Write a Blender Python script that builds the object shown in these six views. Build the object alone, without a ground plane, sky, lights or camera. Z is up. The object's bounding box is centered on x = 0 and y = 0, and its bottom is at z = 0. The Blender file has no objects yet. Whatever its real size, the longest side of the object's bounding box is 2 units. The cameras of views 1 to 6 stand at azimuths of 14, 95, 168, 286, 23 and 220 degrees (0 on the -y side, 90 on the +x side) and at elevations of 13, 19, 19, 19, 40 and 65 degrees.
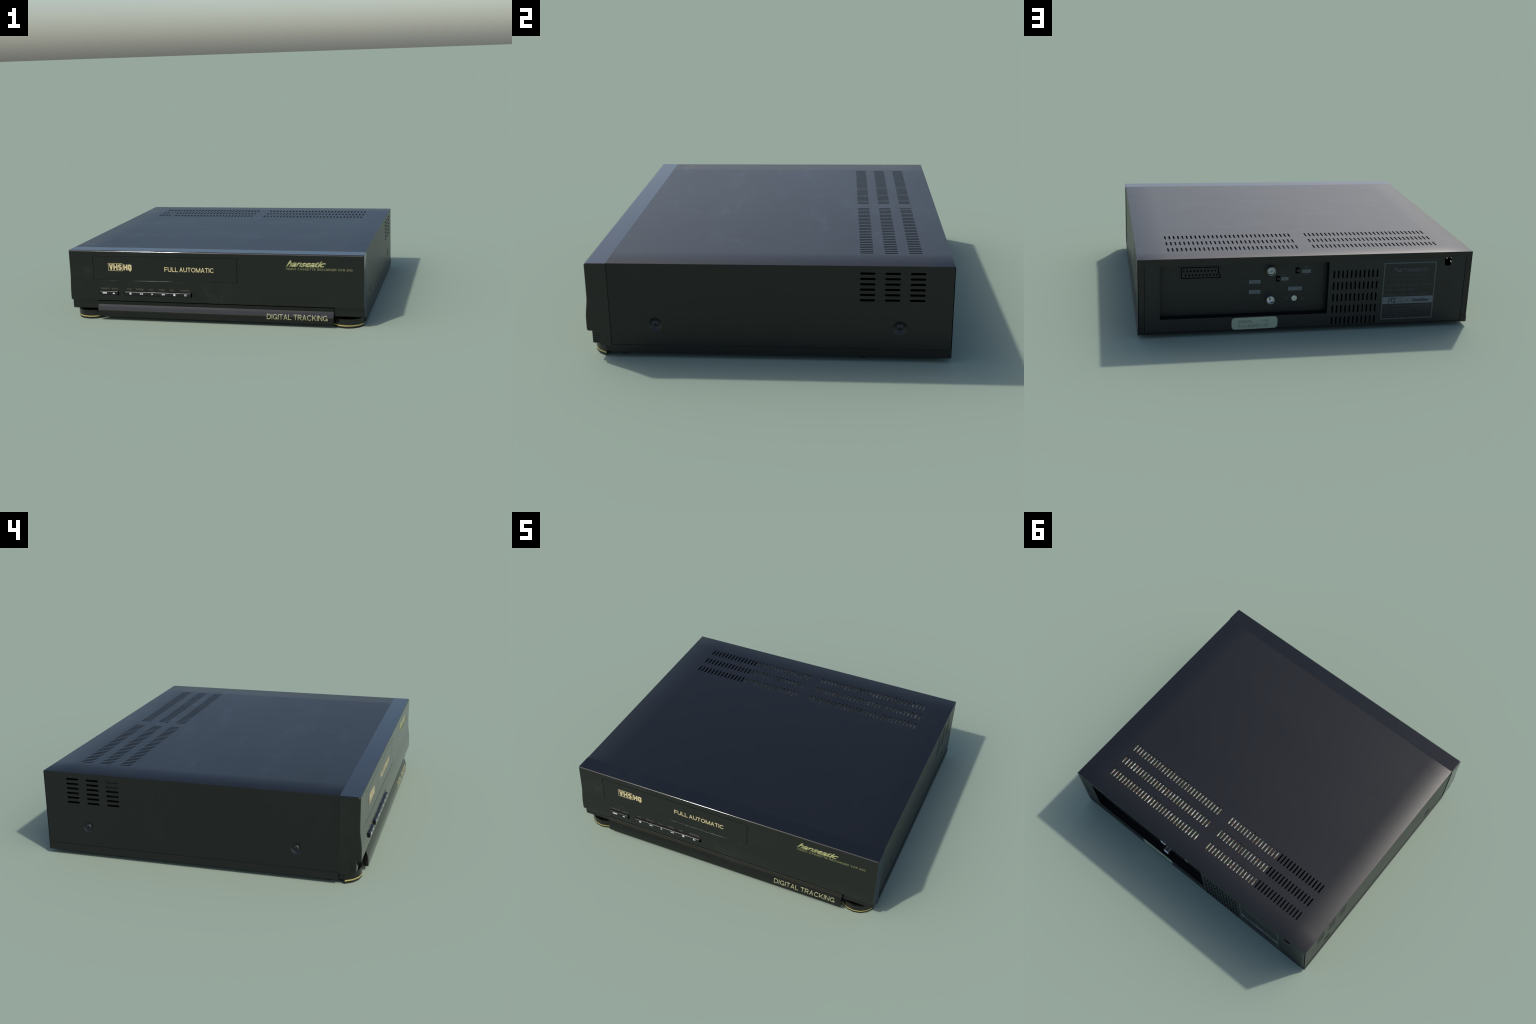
"""A black front-loading video cassette recorder, built part by part."""
import bpy
import bmesh
import math
import random
from mathutils import Vector, Matrix
from mathutils.geometry import delaunay_2d_cdt

random.seed(7)
COLL = bpy.context.scene.collection

# ------------------------------------------------------------------ sizes (m)
COVER_X = 0.9957           # half width of the sheet metal cover
COVER_TOP = 0.4761
COVER_FRONT = -0.7455
COVER_BACK = 0.8715
COVER_LOW = 0.0615
BEZEL_X = 1.0              # half width of the plastic front
TRAY_LOW = 0.0215
LIP_Z = 0.441              # lower edge of the lip folded over the back
LIP_X = 0.960
BAY = (-0.1125, 0.8725, 0.111, 0.4376)   # connector bay x0 x1 z0 z1
BAY_Y = 0.820                            # its inner wall
BAY_DU, BAY_DV = 0.0023, 0.0043          # registration of everything mounted in the bay
VENT_ROWS_Y = (0.4745, 0.5895, 0.7050)   # three rows of ventilation slots
VENT_PITCH = 0.0262


# ------------------------------------------------------------------ materials
def shader(name):
    m = bpy.data.materials.new(name)
    m.use_nodes = True
    nt = m.node_tree
    return m, nt, nt.nodes["Principled BSDF"], nt.nodes["Material Output"]


def node(nt, kind, **inputs):
    n = nt.nodes.new(kind)
    for k, v in inputs.items():
        n.inputs[k.replace("_", " ")].default_value = v
    return n


def plain(name, colour, rough=0.4, metallic=0.0, specular=0.5, coat=0.0):
    m, nt, p, out = shader(name)
    p.inputs["Base Color"].default_value = (*colour, 1)
    p.inputs["Roughness"].default_value = rough
    p.inputs["Metallic"].default_value = metallic
    p.inputs["Specular IOR Level"].default_value = specular
    p.inputs["Coat Weight"].default_value = coat
    return m


def smudged(name, colour, rough, scale, stretch=(1, 1, 1), mark_gloss=0.07, drift=0.012, specular=0.5, lift=1.35):
    """Black finish with sparse handling marks: slightly glossier, streaky blotches."""
    m, nt, p, out = shader(name)
    tc = nt.nodes.new("ShaderNodeTexCoord")
    mp = nt.nodes.new("ShaderNodeMapping")
    mp.inputs["Scale"].default_value = stretch
    nt.links.new(tc.outputs["Object"], mp.inputs["Vector"])

    def noise(sc, detail, rg, dist=0.0):
        n = node(nt, "ShaderNodeTexNoise", Scale=sc, Detail=detail, Roughness=rg, Distortion=dist)
        nt.links.new(mp.outputs["Vector"], n.inputs["Vector"])
        return n.outputs["Fac"]

    def remap(src, a, b, lo, hi):
        r = nt.nodes.new("ShaderNodeMapRange")
        for k, v in (("From Min", a), ("From Max", b), ("To Min", lo), ("To Max", hi)):
            r.inputs[k].default_value = v
        nt.links.new(src, r.inputs["Value"])
        return r.outputs["Result"]

    def maths(op, x, y):
        q = nt.nodes.new("ShaderNodeMath")
        q.operation = op
        for sock, v in zip(q.inputs, (x, y)):
            if isinstance(v, (int, float)):
                sock.default_value = v
            else:
                nt.links.new(v, sock)
        return q.outputs[0]

    where = remap(noise(scale, 3.0, 0.5, 0.5), 0.52, 0.70, 0.0, 1.0)
    streak = remap(noise(scale * 6.0, 6.0, 0.65, 0.8), 0.42, 0.66, 0.0, 1.0)
    mark = maths("MULTIPLY", where, streak)
    soft = remap(noise(scale * 0.5, 2.0, 0.5), 0.3, 0.7, rough - drift, rough + drift)
    nt.links.new(maths("SUBTRACT", soft, maths("MULTIPLY", mark, mark_gloss)), p.inputs["Roughness"])
    mix = nt.nodes.new("ShaderNodeMix")
    mix.data_type = "RGBA"
    mix.inputs["A"].default_value = (*colour, 1)
    mix.inputs["B"].default_value = (*(c * lift + 0.0008 for c in colour), 1)
    nt.links.new(mark, mix.inputs["Factor"])
    nt.links.new(mix.outputs["Result"], p.inputs["Base Color"])
    p.inputs["Specular IOR Level"].default_value = specular
    return m


def electronics(name):
    """Jumble of small parts seen through the grille: green, tan, grey, white cells."""
    m, nt, p, out = shader(name)
    tc = nt.nodes.new("ShaderNodeTexCoord")
    vor = node(nt, "ShaderNodeTexVoronoi", Scale=85.0, Randomness=1.0)
    nt.links.new(tc.outputs["Object"], vor.inputs["Vector"])
    sep = nt.nodes.new("ShaderNodeSeparateColor")
    nt.links.new(vor.outputs["Color"], sep.inputs["Color"])
    ramp = nt.nodes.new("ShaderNodeValToRGB")
    r = ramp.color_ramp
    r.interpolation = "CONSTANT"
    stops = [(0.0, (0.30, 0.34, 0.22)), (0.2, (0.20, 0.12, 0.06)), (0.33, (0.38, 0.40, 0.34)), (0.52, (0.16, 0.22, 0.12)),
             (0.66, (0.46, 0.46, 0.42)), (0.8, (0.32, 0.25, 0.17)), (0.92, (0.60, 0.60, 0.57))]
    r.elements[0].position, r.elements[0].color = stops[0][0], (*stops[0][1], 1)
    r.elements[1].position, r.elements[1].color = stops[-1][0], (*stops[-1][1], 1)
    for pos, c in stops[1:-1]:
        e = r.elements.new(pos)
        e.color = (*c, 1)
    nt.links.new(sep.outputs["Red"], ramp.inputs["Fac"])
    zone = node(nt, "ShaderNodeTexNoise", Scale=7.0, Detail=4.0)
    nt.links.new(tc.outputs["Object"], zone.inputs["Vector"])
    mul = nt.nodes.new("ShaderNodeMapRange")
    mul.inputs["From Min"].default_value = 0.3
    mul.inputs["From Max"].default_value = 0.65
    mul.inputs["To Min"].default_value = 0.75
    mul.inputs["To Max"].default_value = 1.6
    nt.links.new(zone.outputs["Fac"], mul.inputs["Value"])
    mix = nt.nodes.new("ShaderNodeMix")
    mix.data_type = "RGBA"
    mix.blend_type = "MULTIPLY"
    mix.inputs["Factor"].default_value = 1.0
    nt.links.new(ramp.outputs["Color"], mix.inputs["A"])
    nt.links.new(mul.outputs["Result"], mix.inputs["B"])
    nt.links.new(mix.outputs["Result"], p.inputs["Base Color"])
    p.inputs["Roughness"].default_value = 0.5
    return m


PAINT = smudged("black_painted_steel", (0.0034, 0.0036, 0.0038), 0.37, 3.6, (0.8, 1.5, 1.0), mark_gloss=0.08)
PLASTIC = smudged("black_glossy_plastic", (0.0036, 0.0040, 0.0035), 0.085, 4.0, mark_gloss=-0.05, lift=2.6, specular=0.6)
FLAP_PLASTIC = smudged("black_flap_plastic", (0.0042, 0.0043, 0.0041), 0.10, 4.0, mark_gloss=-0.04, lift=1.8)
DOOR_PLASTIC = plain("smoked_door_plastic", (0.0036, 0.0040, 0.0035), 0.075, specular=0.6)
TRAY_MAT = smudged("black_tray_plastic", (0.0034, 0.0037, 0.0036), 0.40, 5.0, mark_gloss=0.03)
BACK_MAT = smudged("black_back_panel_plastic", (0.0065, 0.0070, 0.0066), 0.48, 5.0, mark_gloss=0.03)
BAY_SHADE = plain("bay_shade_black", (0.0025, 0.0025, 0.0028), 0.6, specular=0.2)  # shade inside the bay put into the colour, darker than the panel
SEAM = plain("faint_seam_line", (0.012, 0.012, 0.011), 0.08, specular=0.6)
BUTTON_MAT = plain("black_button_plastic", (0.0050, 0.0050, 0.0052), 0.18)
FOOT_MAT = plain("black_foot_plastic", (0.0058, 0.0062, 0.0056), 0.24)
RUBBER = plain("black_rubber", (0.012, 0.012, 0.012), 0.75)
VOID = plain("unlit_black_inside", (0.0025, 0.0025, 0.003), 0.9, specular=0.05)
GOLD_BAND = plain("gold_foil_band", (0.42, 0.36, 0.12), 0.30, metallic=0.15)
GOLD_INK = plain("gold_ink", (0.54, 0.45, 0.235), 0.07)
LOGO_INK = plain("pale_brass_ink", (0.31, 0.31, 0.13), 0.07)
LOGO_DIM = plain("dim_brass_ink", (0.20, 0.20, 0.085), 0.07)
FLAP_INK = plain("straw_ink", (0.34, 0.33, 0.18), 0.10)
DIM_INK = plain("worn_label_ink", (0.075, 0.075, 0.055), 0.07)
WHITE_INK = plain("white_ink", (0.58, 0.59, 0.62), 0.3)
GREY_PATCH = plain("grey_print", (0.120, 0.140, 0.148), 0.5)
DARK_PRINT = plain("dark_print", (0.070, 0.080, 0.086), 0.5)
PLATE_INK = plain("faint_grey_ink", (0.064, 0.071, 0.067), 0.5)
PLATE_TEXT = plain("fainter_grey_ink", (0.046, 0.051, 0.049), 0.5)
BLACK_INK = plain("black_ink", (0.012, 0.012, 0.013), 0.5)
STICKER = plain("aged_paper_sticker", (0.31, 0.36, 0.265), 0.5)
STICKER_INK = plain("faded_sticker_ink", (0.17, 0.195, 0.15), 0.5)
STEEL = plain("nickel_plated_steel", (0.62, 0.64, 0.64), 0.25, metallic=1.0)
DULL_STEEL = plain("dull_zinc", (0.42, 0.44, 0.46), 0.45, metallic=0.8)
SCREW_MAT = plain("blackened_screw_steel", (0.020, 0.020, 0.022), 0.32)
IVORY = plain("ivory_knob_plastic", (0.55, 0.58, 0.46), 0.5)
BOARD = electronics("crowded_circuit_parts")


# ------------------------------------------------------------------ helpers
def link(ob, parent):
    COLL.objects.link(ob)
    ob.parent = parent
    return ob


def smooth_by_angle(me, deg=35):
    for p in me.polygons:
        p.use_smooth = True
    me.set_sharp_from_angle(angle=math.radians(deg))


def from_bmesh(name, bm, mat, parent, smooth=35):
    bmesh.ops.recalc_face_normals(bm, faces=bm.faces)
    me = bpy.data.meshes.new(name)
    bm.to_mesh(me)
    bm.free()
    me.materials.append(mat)
    if smooth:
        smooth_by_angle(me, smooth)
    return link(bpy.data.objects.new(name, me), parent)


def add_box(bm, x0, x1, y0, y1, z0, z1, bevel=0.0, segs=2):
    r = bmesh.ops.create_cube(bm, size=1.0)
    vs = r["verts"]
    for v in vs:
        v.co = Vector((x0 + (v.co.x + 0.5) * (x1 - x0), y0 + (v.co.y + 0.5) * (y1 - y0), z0 + (v.co.z + 0.5) * (z1 - z0)))
    if bevel:
        es = {e for v in vs for e in v.link_edges}
        bmesh.ops.bevel(bm, geom=list(es), offset=bevel, segments=segs, affect="EDGES", profile=0.5)


def box(name, parent, mat, x0, x1, y0, y1, z0, z1, bevel=0.0, segs=2):
    bm = bmesh.new()
    add_box(bm, x0, x1, y0, y1, z0, z1, bevel, segs)
    return from_bmesh(name, bm, mat, parent)


def add_turned(bm, centre, axis, profile, n=32):
    """Solid of revolution: profile = (radius, distance along axis)."""
    axis = Vector(axis).normalized()
    a = axis.orthogonal().normalized()
    b = axis.cross(a)
    rings = []
    for r, d in profile:
        c = Vector(centre) + axis * d
        if r < 1e-6:
            rings.append([bm.verts.new(c)])
        else:
            rings.append([bm.verts.new(c + (a * math.cos(t) + b * math.sin(t)) * r)
                          for t in (2 * math.pi * i / n for i in range(n))])
    for A, B in zip(rings, rings[1:]):
        for i in range(n):
            j = (i + 1) % n
            if len(A) == 1 and len(B) == 1:
                continue
            if len(A) == 1:
                bm.faces.new((A[0], B[i], B[j]))
            elif len(B) == 1:
                bm.faces.new((A[i], A[j], B[0]))
            else:
                bm.faces.new((A[i], A[j], B[j], B[i]))


def slot(cu, cv, lu, lv, ends=4):
    """Outline of a round-ended slot of size lu x lv centred on (cu, cv)."""
    r = min(lu, lv) / 2
    pts = []
    if lu >= lv:
        for s, base in ((1, -90), (-1, 90)):
            for i in range(ends + 1):
                t = math.radians(base + 180 * i / ends)
                pts.append((cu + s * (lu / 2 - r) + r * math.cos(t), cv + r * math.sin(t)))
    else:
        for s, base in ((1, 0), (-1, 180)):
            for i in range(ends + 1):
                t = math.radians(base + 180 * i / ends)
                pts.append((cu + r * math.cos(t), cv + s * (lv / 2 - r) + r * math.sin(t)))
    return pts


def disc_outline(cu, cv, r, n=32):
    return [(cu + r * math.cos(2 * math.pi * i / n), cv + r * math.sin(2 * math.pi * i / n)) for i in range(n)]


def rect(u0, u1, v0, v1):
    return [(u0, v0), (u1, v0), (u1, v1), (u0, v1)]


def inside(x, y, loop):
    hit = False
    for (xa, ya), (xb, yb) in zip(loop, loop[1:] + loop[:1]):
        if (ya > y) != (yb > y) and x < xa + (y - ya) / (yb - ya) * (xb - xa):
            hit = not hit
    return hit


class Shell:
    """Collects faces with their own corner normals, so flat sheets stay flat."""

    def __init__(self):
        self.v, self.f, self.n = [], [], []

    def face(self, pts, normals=None):
        base = len(self.v)
        self.v += [Vector(p) for p in pts]
        self.f.append(tuple(range(base, base + len(pts))))
        if normals is None:
            a, b, c = (Vector(p) for p in pts[:3])
            n = (b - a).cross(c - a).normalized()
            normals = [n] * len(pts)
        self.n += [Vector(k).normalized() for k in normals]

    def facing(self, pts, out, normals=None):
        """Adds a face, turned so that it looks along `out`."""
        pts = [Vector(p) for p in pts]
        nrm = Vector((0, 0, 0))
        for i in range(1, len(pts) - 1):
            nrm += (pts[i] - pts[0]).cross(pts[i + 1] - pts[0])
        if nrm.dot(Vector(out)) < 0:
            pts = pts[::-1]
            normals = normals[::-1] if normals else None
        self.face(pts, normals or [Vector(out)] * len(pts))

    def plate(self, outer, holes, place, thick, edges=True):
        """Sheet with holes. place(u, v, depth) -> xyz; depth runs into the sheet."""
        loops = [outer] + holes
        pts, cons = [], []
        for lp in loops:
            b = len(pts)
            pts += [Vector(p) for p in lp]
            cons += [(b + i, b + (i + 1) % len(lp)) for i in range(len(lp))]
        vs, es, fs, *_ = delaunay_2d_cdt(pts, cons, [], 1, 1e-7)
        boxes = [(min(p[0] for p in h), max(p[0] for p in h), min(p[1] for p in h), max(p[1] for p in h), h) for h in holes]

        def in_hole(f):
            cx, cy = (sum(vs[i][k] for i in f) / len(f) for k in (0, 1))
            return any(a < cx < b and c < cy < d and inside(cx, cy, h) for a, b, c, d, h in boxes)

        fs = [f for f in fs if not in_hole(f)]
        o = Vector(place(0, 0, 0))
        out = (o - Vector(place(0, 0, 1))).normalized()
        for f in fs:
            self.facing([place(*vs[i], 0) for i in f], out)
            self.facing([place(*vs[i], thick) for i in f], -out)
        if edges:
            for k, lp in enumerate(loops):
                c = sum((Vector(p) for p in lp), Vector((0, 0))) / len(lp)
                for i in range(len(lp)):
                    p, q = Vector(lp[i]), Vector(lp[(i + 1) % len(lp)])
                    d = q - p
                    nn = Vector((d.y, -d.x))
                    if (nn.dot((p + q) / 2 - c) < 0) == (k == 0):
                        nn = -nn
                    n3 = Vector(place(nn.x, nn.y, 0)) - o
                    self.facing([place(*p, 0), place(*q, 0), place(*q, thick), place(*p, thick)], n3.normalized())

    def build(self, name, mat, parent):
        me = bpy.data.meshes.new(name)
        me.from_pydata([tuple(v) for v in self.v], [], self.f)
        me.materials.append(mat)
        for p in me.polygons:
            p.use_smooth = True
        me.normals_split_custom_set([tuple(n) for n in self.n])
        return link(bpy.data.objects.new(name, me), parent)


def boolean(ob, cutter, operation):
    md = ob.modifiers.new("cut", "BOOLEAN")
    md.operation = operation
    md.solver = "EXACT"
    md.object = cutter
    bpy.context.view_layer.update()
    me = bpy.data.meshes.new_from_object(ob.evaluated_get(bpy.context.evaluated_depsgraph_get()))
    ob.modifiers.clear()
    old = ob.data
    ob.data = me
    bpy.data.meshes.remove(old)
    bpy.data.objects.remove(cutter)


def bevel_edges(ob, width, segs=2, deg=40):
    md = ob.modifiers.new("soften", "BEVEL")
    md.width = width
    md.segments = segs
    md.limit_method = "ANGLE"
    md.angle_limit = math.radians(deg)
    md.use_clamp_overlap = True
    bpy.context.view_layer.update()
    me = bpy.data.meshes.new_from_object(ob.evaluated_get(bpy.context.evaluated_depsgraph_get()))
    ob.modifiers.clear()
    ob.data = me


def weight_normals(ob, deg=35):
    smooth_by_angle(ob.data, deg)
    md = ob.modifiers.new("weighted", "WEIGHTED_NORMAL")
    md.mode = "FACE_AREA"
    md.weight = 100
    md.keep_sharp = True
    bpy.context.view_layer.update()
    me = bpy.data.meshes.new_from_object(ob.evaluated_get(bpy.context.evaluated_depsgraph_get()))
    ob.modifiers.clear()
    ob.data = me


def lettering(name, body, parent, mat, u0, u1, v0, v1, place, shear=0.0, weight=0.0, spacing=1.0, thick=0.0008):
    """Text fitted into the box u0..u1, v0..v1 of a surface.
    place(u, v, h) -> xyz at height h above that surface."""
    cu = bpy.data.curves.new("letters", "FONT")
    cu.body = body
    cu.size = 1.0
    cu.shear = shear
    cu.offset = weight
    cu.space_character = spacing
    cu.resolution_u = 3
    cu.extrude = 0.0
    tmp = link(bpy.data.objects.new("letters", cu), None)
    bpy.context.view_layer.update()
    me = bpy.data.meshes.new_from_object(tmp.evaluated_get(bpy.context.evaluated_depsgraph_get()))
    bpy.data.objects.remove(tmp)
    bpy.data.curves.remove(cu)
    bm = bmesh.new()
    bm.from_mesh(me)
    bpy.data.meshes.remove(me)
    bmesh.ops.remove_doubles(bm, verts=bm.verts, dist=1e-5)
    xs = [v.co.x for v in bm.verts]
    ys = [v.co.y for v in bm.verts]
    ax, bx, ay, by = min(xs), max(xs), min(ys), max(ys)
    top = {}
    for v in bm.verts:
        top[v] = (u0 + (v.co.x - ax) / (bx - ax) * (u1 - u0), v0 + (v.co.y - ay) / (by - ay) * (v1 - v0))
    faces = list(bm.faces)
    rim = [e for e in bm.edges if len(e.link_faces) == 1]
    low = {v: bm.verts.new(place(*top[v], 0.0)) for e in rim for v in e.verts}
    walls = [bm.faces.new((e.verts[0], e.verts[1], low[e.verts[1]], low[e.verts[0]])) for e in rim]
    for v, (u, w) in top.items():
        v.co = place(u, w, thick)
    out = Vector(place(0.1, 0.2, 1)) - Vector(place(0.1, 0.2, 0))
    for f in faces:
        f.normal_update()
        if f.normal.dot(out) < 0:
            f.normal_flip()
    me = bpy.data.meshes.new(name)
    bm.to_mesh(me)
    bm.free()
    me.materials.append(mat)
    return link(bpy.data.objects.new(name, me), parent)


# A plain grotesque alphabet drawn as strokes: capital height 1, stroke weight w.
def bar(x0, x1, y0, y1):
    return [(x0, y0), (x1, y0), (x1, y1), (x0, y1)]


def slant(xa, xb, ww, y0=0.0, y1=1.0):
    """Sloping stroke of level width ww from xa (at y0) to xb (at y1), by its left edge."""
    return [(xa, y0), (xa + ww, y0), (xb + ww, y1), (xb, y1)]


def ring(cx, cy, rx, ry, w, a0, a1, n=14):
    ang = [math.radians(a0 + (a1 - a0) * i / n) for i in range(n + 1)]
    out = [(cx + rx * math.cos(t), cy + ry * math.sin(t)) for t in ang]
    inn = [(cx + (rx - w) * math.cos(t), cy + (ry - w) * math.sin(t)) for t in ang]
    return out + inn[::-1]


def glyph(ch, w):
    """Outlines and advance width of one character."""
    h = w / 2
    if ch == "A":
        return [slant(0, 0.41 - h, w * 1.06), slant(0.82 - w * 1.06, 0.41 - h, w * 1.0), bar(0.2, 0.62, 0.25, 0.25 + w * 0.9)], 0.82
    if ch == "C":
        return [ring(0.46, 0.5, 0.46, 0.5, w, 38, 180), ring(0.46, 0.5, 0.46, 0.5, w, 180, 322)], 0.86
    if ch == "D":
        return [bar(0, w, 0, 1), bar(w * 0.9, 0.42, 1 - w, 1), bar(w * 0.9, 0.42, 0, w), ring(0.4, 0.5, 0.44, 0.5, w, -90, 90)], 0.84
    if ch == "E":
        return [bar(0, w, 0, 1), bar(w * 0.9, 0.70, 1 - w, 1), bar(w * 0.9, 0.65, 0.5 - h, 0.5 + h), bar(w * 0.9, 0.72, 0, w)], 0.72
    if ch == "F":
        return [bar(0, w, 0, 1), bar(w * 0.9, 0.68, 1 - w, 1), bar(w * 0.9, 0.62, 0.48 - h, 0.48 + h)], 0.68
    if ch == "G":
        return [ring(0.46, 0.5, 0.46, 0.5, w, 38, 180), ring(0.46, 0.5, 0.46, 0.5, w, 180, 335), bar(0.90 - w, 0.90, 0.0, 0.46), bar(0.5, 0.90, 0.46 - w, 0.46)], 0.90
    if ch == "H":
        return [bar(0, w, 0, 1), bar(0.82 - w, 0.82, 0, 1), bar(w * 0.9, 0.82 - w * 0.9, 0.5 - h, 0.5 + h)], 0.82
    if ch == "I":
        return [bar(0, w, 0, 1)], w
    if ch == "J":
        return [bar(0.55 - w, 0.55, 0.27, 1), ring(0.275, 0.28, 0.275, 0.28, w, 180, 360)], 0.55
    if ch == "K":
        return [bar(0, w, 0, 1), slant(w * 0.6, 0.80 - w * 1.25, w * 1.25, 0.30, 1.0), slant(0.83 - w * 1.2, w + 0.12, w * 1.15, 0, 0.62)], 0.83
    if ch == "L":
        return [bar(0, w, 0, 1), bar(w * 0.9, 0.62, 0, w)], 0.62
    if ch == "M":
        return [bar(0, w * 0.95, 0, 1), bar(1.0 - w * 0.95, 1.0, 0, 1), slant(0.5 - h, 0.0, w * 1.05), slant(0.5 - h, 1.0 - w * 1.05, w * 1.05)], 1.0
    if ch == "N":
        return [bar(0, w, 0, 1), bar(0.82 - w, 0.82, 0, 1), slant(0.82 - w * 1.1, 0.0, w * 1.1)], 0.82
    if ch in "O0":
        rx = 0.48 if ch == "O" else 0.33
        return [ring(rx, 0.5, rx, 0.5, w, 0, 180), ring(rx, 0.5, rx, 0.5, w, 180, 360)], 2 * rx
    if ch == "Q":
        c = 0.14
        left = [(0.36, 0), (c, 0), (0, c), (0, 1 - c), (c, 1), (0.36, 1), (0.36, 1 - w), (w, 1 - w), (w, w), (0.36, w)]
        return [left, [(0.72 - x, y) for x, y in left], bar(0.36 - w * 0.35, 0.36 + w * 0.75, -0.16, w + 0.05)], 0.72
    if ch in "PR":
        r = [bar(0, w, 0, 1), bar(w * 0.9, 0.46, 1 - w, 1), bar(w * 0.9, 0.46, 0.43, 0.43 + w), ring(0.45, 0.715, 0.29, 0.285, w, -90, 90)]
        return r + ([slant(0.78 - w * 1.15, 0.34, w * 1.15, 0, 0.45)] if ch == "R" else []), (0.78 if ch == "R" else 0.74)
    if ch == "S":
        ht, hb = (0.5 + h) / 2, (0.5 + h) / 2
        return [ring(0.38, 1 - ht, 0.36, ht, w, 22, 270), ring(0.38, hb, 0.38, hb, w, -160, 90)], 0.76
    if ch == "T":
        return [bar(0.36 - h, 0.36 + h, 0, 1 - w * 0.9), bar(0, 0.72, 1 - w, 1)], 0.72
    if ch == "U":
        return [bar(0, w, 0.38, 1), bar(0.8 - w, 0.8, 0.38, 1), ring(0.4, 0.4, 0.4, 0.4, w, 180, 360)], 0.80
    if ch == "V":
        return [slant(0.39 - h, 0, w * 1.05), slant(0.39 - h, 0.78 - w * 1.05, w * 1.05)], 0.78
    if ch == "W":
        return [slant(0.26 - h, 0, w), slant(0.26 - h, 0.54 - h, w), slant(0.82 - h, 0.54 - h, w), slant(0.82 - h, 1.08 - w, w)], 1.08
    if ch == "Y":
        return [bar(0.38 - h, 0.38 + h, 0, 0.45), slant(0.38 - h, 0, w, 0.4, 1), slant(0.38 - h, 0.76 - w, w, 0.4, 1)], 0.76
    if ch == "2":
        return [bar(0, 0.64, 0, w), slant(0.02, 0.50 - w * 0.6, w * 1.2, w * 0.8, 0.60), ring(0.32, 0.71, 0.32, 0.29, w, -20, 165)], 0.64
    if ch == ".":
        return [bar(0, w, 0, w)], w
    if ch == "/":
        return [slant(0, 0.34 - w, w)], 0.34
    return [], 0.28


def stroke_lettering(name, body, parent, mat, u0, u1, v0, v1, place, weight=0.14, gap=0.14, thick=0.0008, space=0.28, rows=0):
    """Capitals from the stroke alphabet fitted into u0..u1, v0..v1 (v of base line and capital height)."""
    polys, x = [], 0.0
    for ch in body:
        shapes, adv = glyph(ch, weight) if ch != " " else ([], space)
        polys += [[(x + px, py) for px, py in sh] for sh in shapes]
        x += adv + gap
    width = x - gap
    polys = [[(u0 + px / width * (u1 - u0), v0 + py * (v1 - v0)) for px, py in sh] for sh in polys]
    s = Shell()
    bm = bmesh.new()
    k = 1.0 / max(abs(u1 - u0), abs(v1 - v0))
    pts, cons = [], []
    for sh in polys:
        b = len(pts)
        pts += [Vector(((px - u0) * k, (py - v0) * k)) for px, py in sh]
        cons += [(b + i, b + (i + 1) % len(sh)) for i in range(len(sh))]
    for j in range(1, rows + 1):          # level cuts, so letters can follow a curved surface
        y = (v1 - v0) * k * j / (rows + 1)
        pts += [Vector((-0.01, y)), Vector(((u1 - u0) * k + 0.01, y))]
        cons.append((len(pts) - 2, len(pts) - 1))
    vs, es, fs, *_ = delaunay_2d_cdt(pts, cons, [], 0, 1e-6)
    up = [bm.verts.new(place(u0 + v.x / k, v0 + v.y / k, thick)) for v in vs]
    limits = [(min(p[0] for p in sh), max(p[0] for p in sh), min(p[1] for p in sh), max(p[1] for p in sh), sh) for sh in polys]
    out = Vector(place(u0, v0, 1)) - Vector(place(u0, v0, 0))
    for f in fs:
        cx = u0 + sum(vs[i].x for i in f) / len(f) / k
        cy = v0 + sum(vs[i].y for i in f) / len(f) / k
        if any(a < cx < b and c < cy < d and inside(cx, cy, sh) for a, b, c, d, sh in limits):
            face = bm.faces.new([up[i] for i in f])
            face.normal_update()
            if face.normal.dot(out) < 0:
                face.normal_flip()
    bmesh.ops.delete(bm, geom=[v for v in bm.verts if not v.link_faces], context="VERTS")
    bm.verts.index_update()
    rim = [e for e in bm.edges if len(e.link_faces) == 1]
    low = {}
    for e in rim:
        for v in e.verts:
            if v not in low:
                low[v] = bm.verts.new(v.co - out.normalized() * thick)
    for e in rim:
        bm.faces.new((e.verts[0], e.verts[1], low[e.verts[1]], low[e.verts[0]]))
    me = bpy.data.meshes.new(name)
    bm.to_mesh(me)
    bm.free()
    me.materials.append(mat)
    return link(bpy.data.objects.new(name, me), parent)


def print_shape(name, parent, mat, outline, place, thick=0.0008, holes=()):
    """Flat printed mark with a hair of thickness."""
    s = Shell()
    s.plate(list(outline), [list(h) for h in holes], lambda u, v, d: place(u, v, thick - d), thick)
    return s.build(name, mat, parent)


def merge(obs, name):
    """Joins small mesh pieces of one material into one object."""
    bm = bmesh.new()
    for o in obs:
        bm.from_mesh(o.data)
    me = bpy.data.meshes.new(name)
    bm.to_mesh(me)
    bm.free()
    me.materials.append(obs[0].data.materials[0])
    parent = obs[0].parent
    for o in obs:
        bpy.data.objects.remove(o)
    return link(bpy.data.objects.new(name, me), parent)


# ------------------------------------------------------------------ the thing
root = link(bpy.data.objects.new("video_cassette_recorder", None), None)
root["label"] = "flat black video cassette recorder with gold lettering and ventilation slots"
root["category"] = "video recorder"


# ------------------------------------------------------------------ steel cover
def side_vents():
    return [slot(y, 0.4395 - 0.0263 * k, 0.0715, 0.0112) for y in VENT_ROWS_Y for k in range(6)]


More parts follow.
